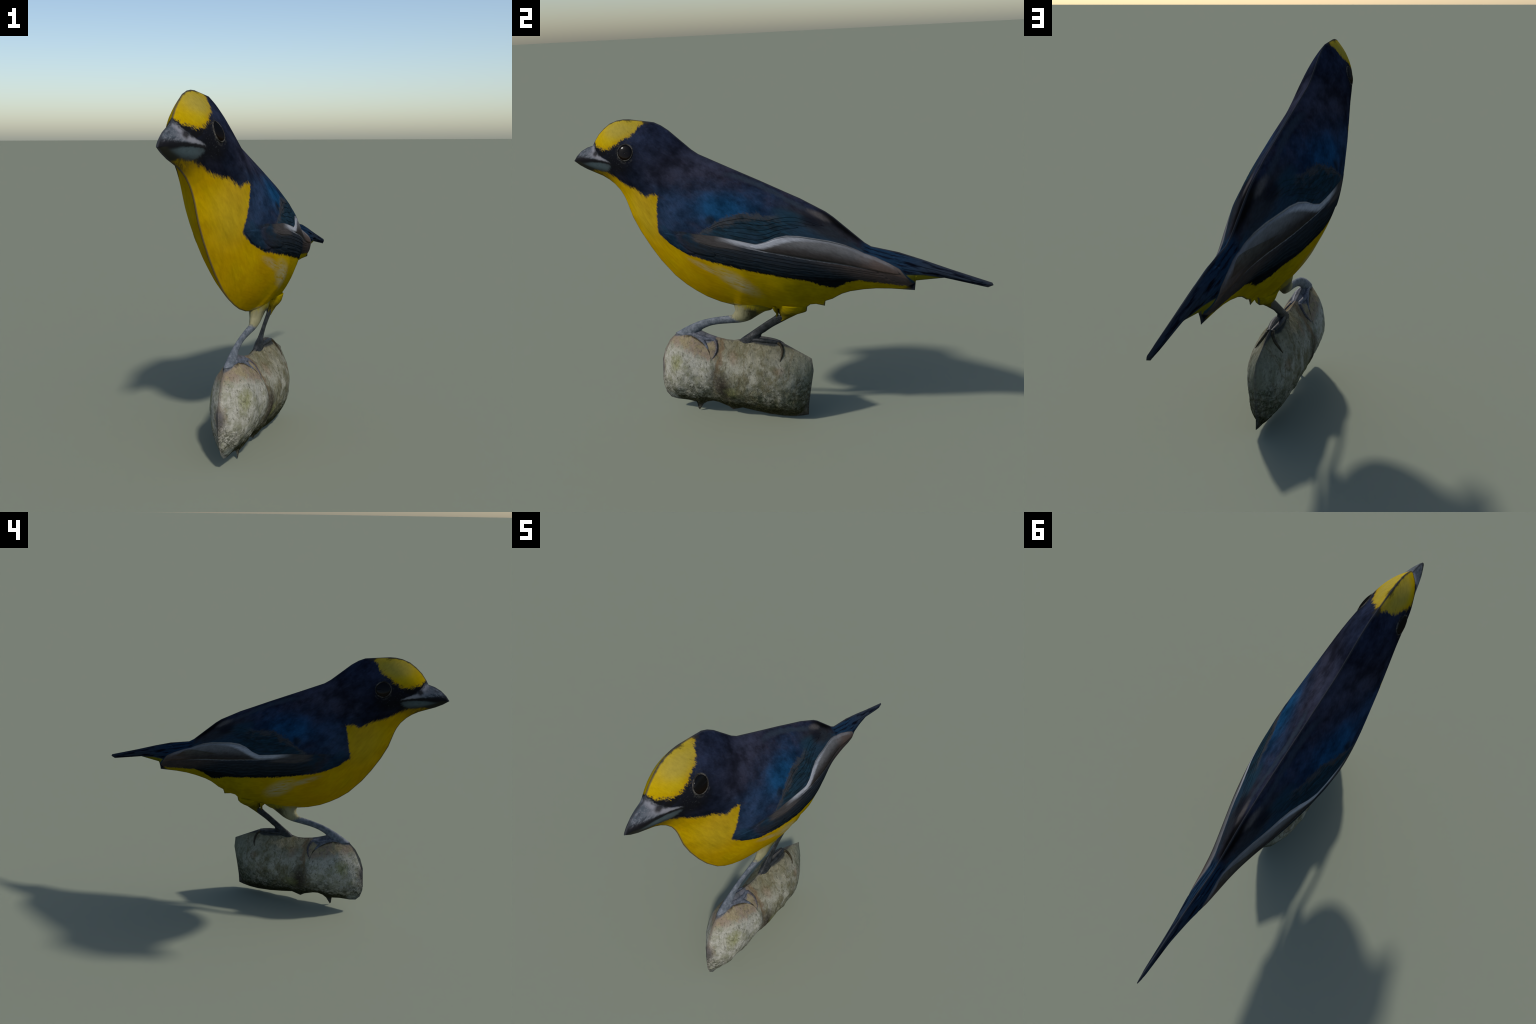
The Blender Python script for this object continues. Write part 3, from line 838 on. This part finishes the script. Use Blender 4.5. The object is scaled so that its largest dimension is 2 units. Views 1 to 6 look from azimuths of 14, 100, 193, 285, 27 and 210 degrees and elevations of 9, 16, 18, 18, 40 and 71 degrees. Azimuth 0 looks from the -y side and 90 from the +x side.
def feather(name, upper, lower, y0, y1, side, parent, lo=.0008, hi=.0030, blunt=.06, ny=44, nt=7):
    """Vane between two lines: its lower edge overlaps the next, its tip is round."""
    t = np.linspace(0, 1, ny)
    Y = np.repeat((y0 + (y1 - y0) * t)[:, None], nt, 1)
    s = np.linspace(0, 1, nt)
    end = np.clip((y1 - Y[:, 0]) / blunt, 0, 1)
    beg = np.clip((Y[:, 0] - y0) / blunt, 0, 1)
    taper = np.sqrt(1 - (1 - end) ** 2) * np.sqrt(1 - (1 - beg) ** 2)
    taper = np.maximum(taper, .04)
    u, l = upper(Y[:, 0]), lower(Y[:, 0])
    mid, hw = (u + l) / 2, (u - l) / 2 * taper
    Z = (mid + hw)[:, None] * (1 - s) + (mid - hw)[:, None] * s
    lift = (lo + (hi - lo) * s)[None, :] * np.clip(taper, .1, 1)[:, None]
    return patch(name, Y, Z, lift, BODY, left_gain_body, side, plumage, parent=parent)


def tube(name, path, radii, side, material, parent, body=LOG, gain=left_gain_log, rings=26, seg=10, sink=.25):
    """Toe or claw: a tapering rod that follows the curve of the branch."""
    p = np.array(path, float)
    t = np.linspace(0, len(p) - 1, rings)
    k = np.arange(len(p))
    y, z, r = np.interp(t, k, p[:, 0]), np.interp(t, k, p[:, 1]), np.interp(t, k, radii)
    for _ in range(3):
        y[1:-1] = (y[:-2] + 2 * y[1:-1] + y[2:]) / 4
        z[1:-1] = (z[:-2] + 2 * z[1:-1] + z[2:]) / 4
    x = side * (surface(body, gain, y, z, side) + sink * r)
    c = np.stack([x, y, z], 1)
    tan = np.gradient(c, axis=0)
    tan /= np.linalg.norm(tan, axis=1)[:, None]
    out = np.array([side, 0, 0.0])
    a = np.cross(tan, out)
    a /= np.linalg.norm(a, axis=1)[:, None]
    b = np.cross(a, tan)
    verts, faces = [], []
    for i in range(rings):
        for j in range(seg):
            th = 2 * math.pi * j / seg
            verts.append(c[i] + r[i] * (math.cos(th) * a[i] + math.sin(th) * b[i]))
    for i in range(rings - 1):
        for j in range(seg):
            faces.append((i * seg + j, i * seg + (j + 1) % seg, (i + 1) * seg + (j + 1) % seg, (i + 1) * seg + j))
    faces.append(tuple(range(seg)))
    faces.append(tuple(range((rings - 1) * seg, rings * seg)))
    me = mesh_from(name, verts, faces)
    fix_normals(me)
    return add(name, me, material, parent)


LOW_EDGE = line([(-.56, .965), (-.535, .957), (-.478, .912), (-.400, .873), (-.331, .856), (-.203, .828), (-.08, .802), (.028, .783), (.13, .762),
                 (.22, .750), (.30, .747), (.404, .745), (.518, .730), (.66, .712)], .012)
VANE = line(VANE_EDGE, .012)
BAR = line(BAR_EDGE, .008)
COVERT = line(COVERT_EDGE, .012)


def between(a, b, f):
    return lambda y: a(y) * (1 - f) + b(y) * f


for side, key in ((1, "wing|left"), (-1, "wing|right")):
    wing = parts[key]
    # flight feathers, the outermost lowest and longest
    count = 7
    cuts = np.concatenate([[0], np.cumsum(rng.uniform(.6, 1.4, count))])
    cuts /= cuts[-1]
    for i in range(count):
        f0, f1 = cuts[i], min(1, cuts[i + 1] + .02)
        feather("primary_feather", between(VANE, LOW_EDGE, f0), between(VANE, LOW_EDGE, f1), -.34 + .035 * i + rng.uniform(-.01, .01),
                .50 + .022 * i + rng.uniform(-.006, .006), side, wing, lo=.0005, hi=.0015)
    feather("tertial_feather", BAR, between(BAR, VANE, .98), -.07, .60, side, wing, lo=.0014, hi=.0034, blunt=.12)
    feather("tertial_feather", lambda y: BAR(y) + .035 * np.clip((y + .05) / .2, 0, 1) * np.clip((.46 - y) / .2, 0, 1), lambda y: BAR(y) - .004, -.04, .44, side, wing, hi=.0026, blunt=.16)
    # greater coverts, short overlapping vanes above the white bar
    for i in range(6):
        f0, f1 = i / 6, (i + 1.2) / 6
        feather("covert_feather", between(COVERT, BAR, f0), between(COVERT, BAR, min(f1, 1)), -.30 + .03 * i + rng.uniform(-.01, .01), .25 - .035 * i + rng.uniform(-.01, .01), side, wing, lo=.0003, hi=.0012, blunt=.12, ny=30)
    feather("alula_feather", line([(-.55, .975), (-.47, .965), (-.40, .955), (-.33, .90)], .02), LOW_EDGE, -.528, -.335, side, wing, lo=.001, hi=.0035, blunt=.07, ny=26)
    feather("alula_feather", line([(-.45, .985), (-.36, .965), (-.27, .925), (-.22, .88)], .02), line([(-.45, .93), (-.36, .88), (-.27, .865), (-.22, .85)], .02), -.44, -.235, side, wing, lo=.001, hi=.003, blunt=.07, ny=26)
    # tail feathers
    tail_top = line([(.45, .890), (.58, .866), (.69, .836), (.82, .794), (1.0, .741)])
    tail_low = line([(.45, .80), (.62, .778), (.78, .762), (.86, .747), (.98, .724), (1.0, .73)])
    for i in range(3):
        feather("tail_feather", between(tail_top, tail_low, i / 3 + .04), between(tail_top, tail_low, min(.96, (i + 1.15) / 3)), .56 + .03 * i, .985 - .012 * (2 - i), side, parts["tail"], lo=.0004, hi=.0016, blunt=.03, ny=30, nt=5)
    # eye: glossy dome set in a thin lid
    head = parts["head"]
    rr, th = np.linspace(.02, 1, 12), np.linspace(0, 2 * math.pi, 33)
    Rg, Tg = np.meshgrid(rr, th, indexing='ij')
    ey, ez = -.689, 1.341
    patch("eye", ey + .0365 * Rg * np.cos(Tg), ez + .0345 * Rg * np.sin(Tg), .0065 * np.sqrt(np.maximum(1 - Rg ** 2, 0)) + .0012, BODY, left_gain_body, side, eye_mat, parent=head)
    rr = np.linspace(.98, 1.17, 7)
    Rg, Tg = np.meshgrid(rr, th, indexing='ij')
    patch("eyelid", ey + .0365 * Rg * np.cos(Tg), ez + .0345 * Rg * np.sin(Tg), .0005 + .0028 * np.sin(np.clip((Rg - .98) / .19, 0, 1) * math.pi), BODY, left_gain_body, side, ring_mat, parent=head)
    # toes and claws gripping the branch
    near = legs[0]
    tube("toe", [(-.475, .418), (-.43, .419), (-.39, .408), (-.355, .398), (-.325, .396), (-.310, .388)], [.006, .011, .012, .011, .010, .008], side, toe_skin, near, sink=-.35)
    tube("claw", [(-.318, .393), (-.306, .378), (-.301, .355), (-.309, .331), (-.325, .309)], [.008, .0075, .0065, .005, .0015], side, claw_horn, near, sink=0)
    tube("toe", [(-.44, .417), (-.405, .410), (-.372, .390), (-.350, .366), (-.338, .345)], [.006, .010, .010, .008, .003], side, toe_skin, near, sink=-.35)
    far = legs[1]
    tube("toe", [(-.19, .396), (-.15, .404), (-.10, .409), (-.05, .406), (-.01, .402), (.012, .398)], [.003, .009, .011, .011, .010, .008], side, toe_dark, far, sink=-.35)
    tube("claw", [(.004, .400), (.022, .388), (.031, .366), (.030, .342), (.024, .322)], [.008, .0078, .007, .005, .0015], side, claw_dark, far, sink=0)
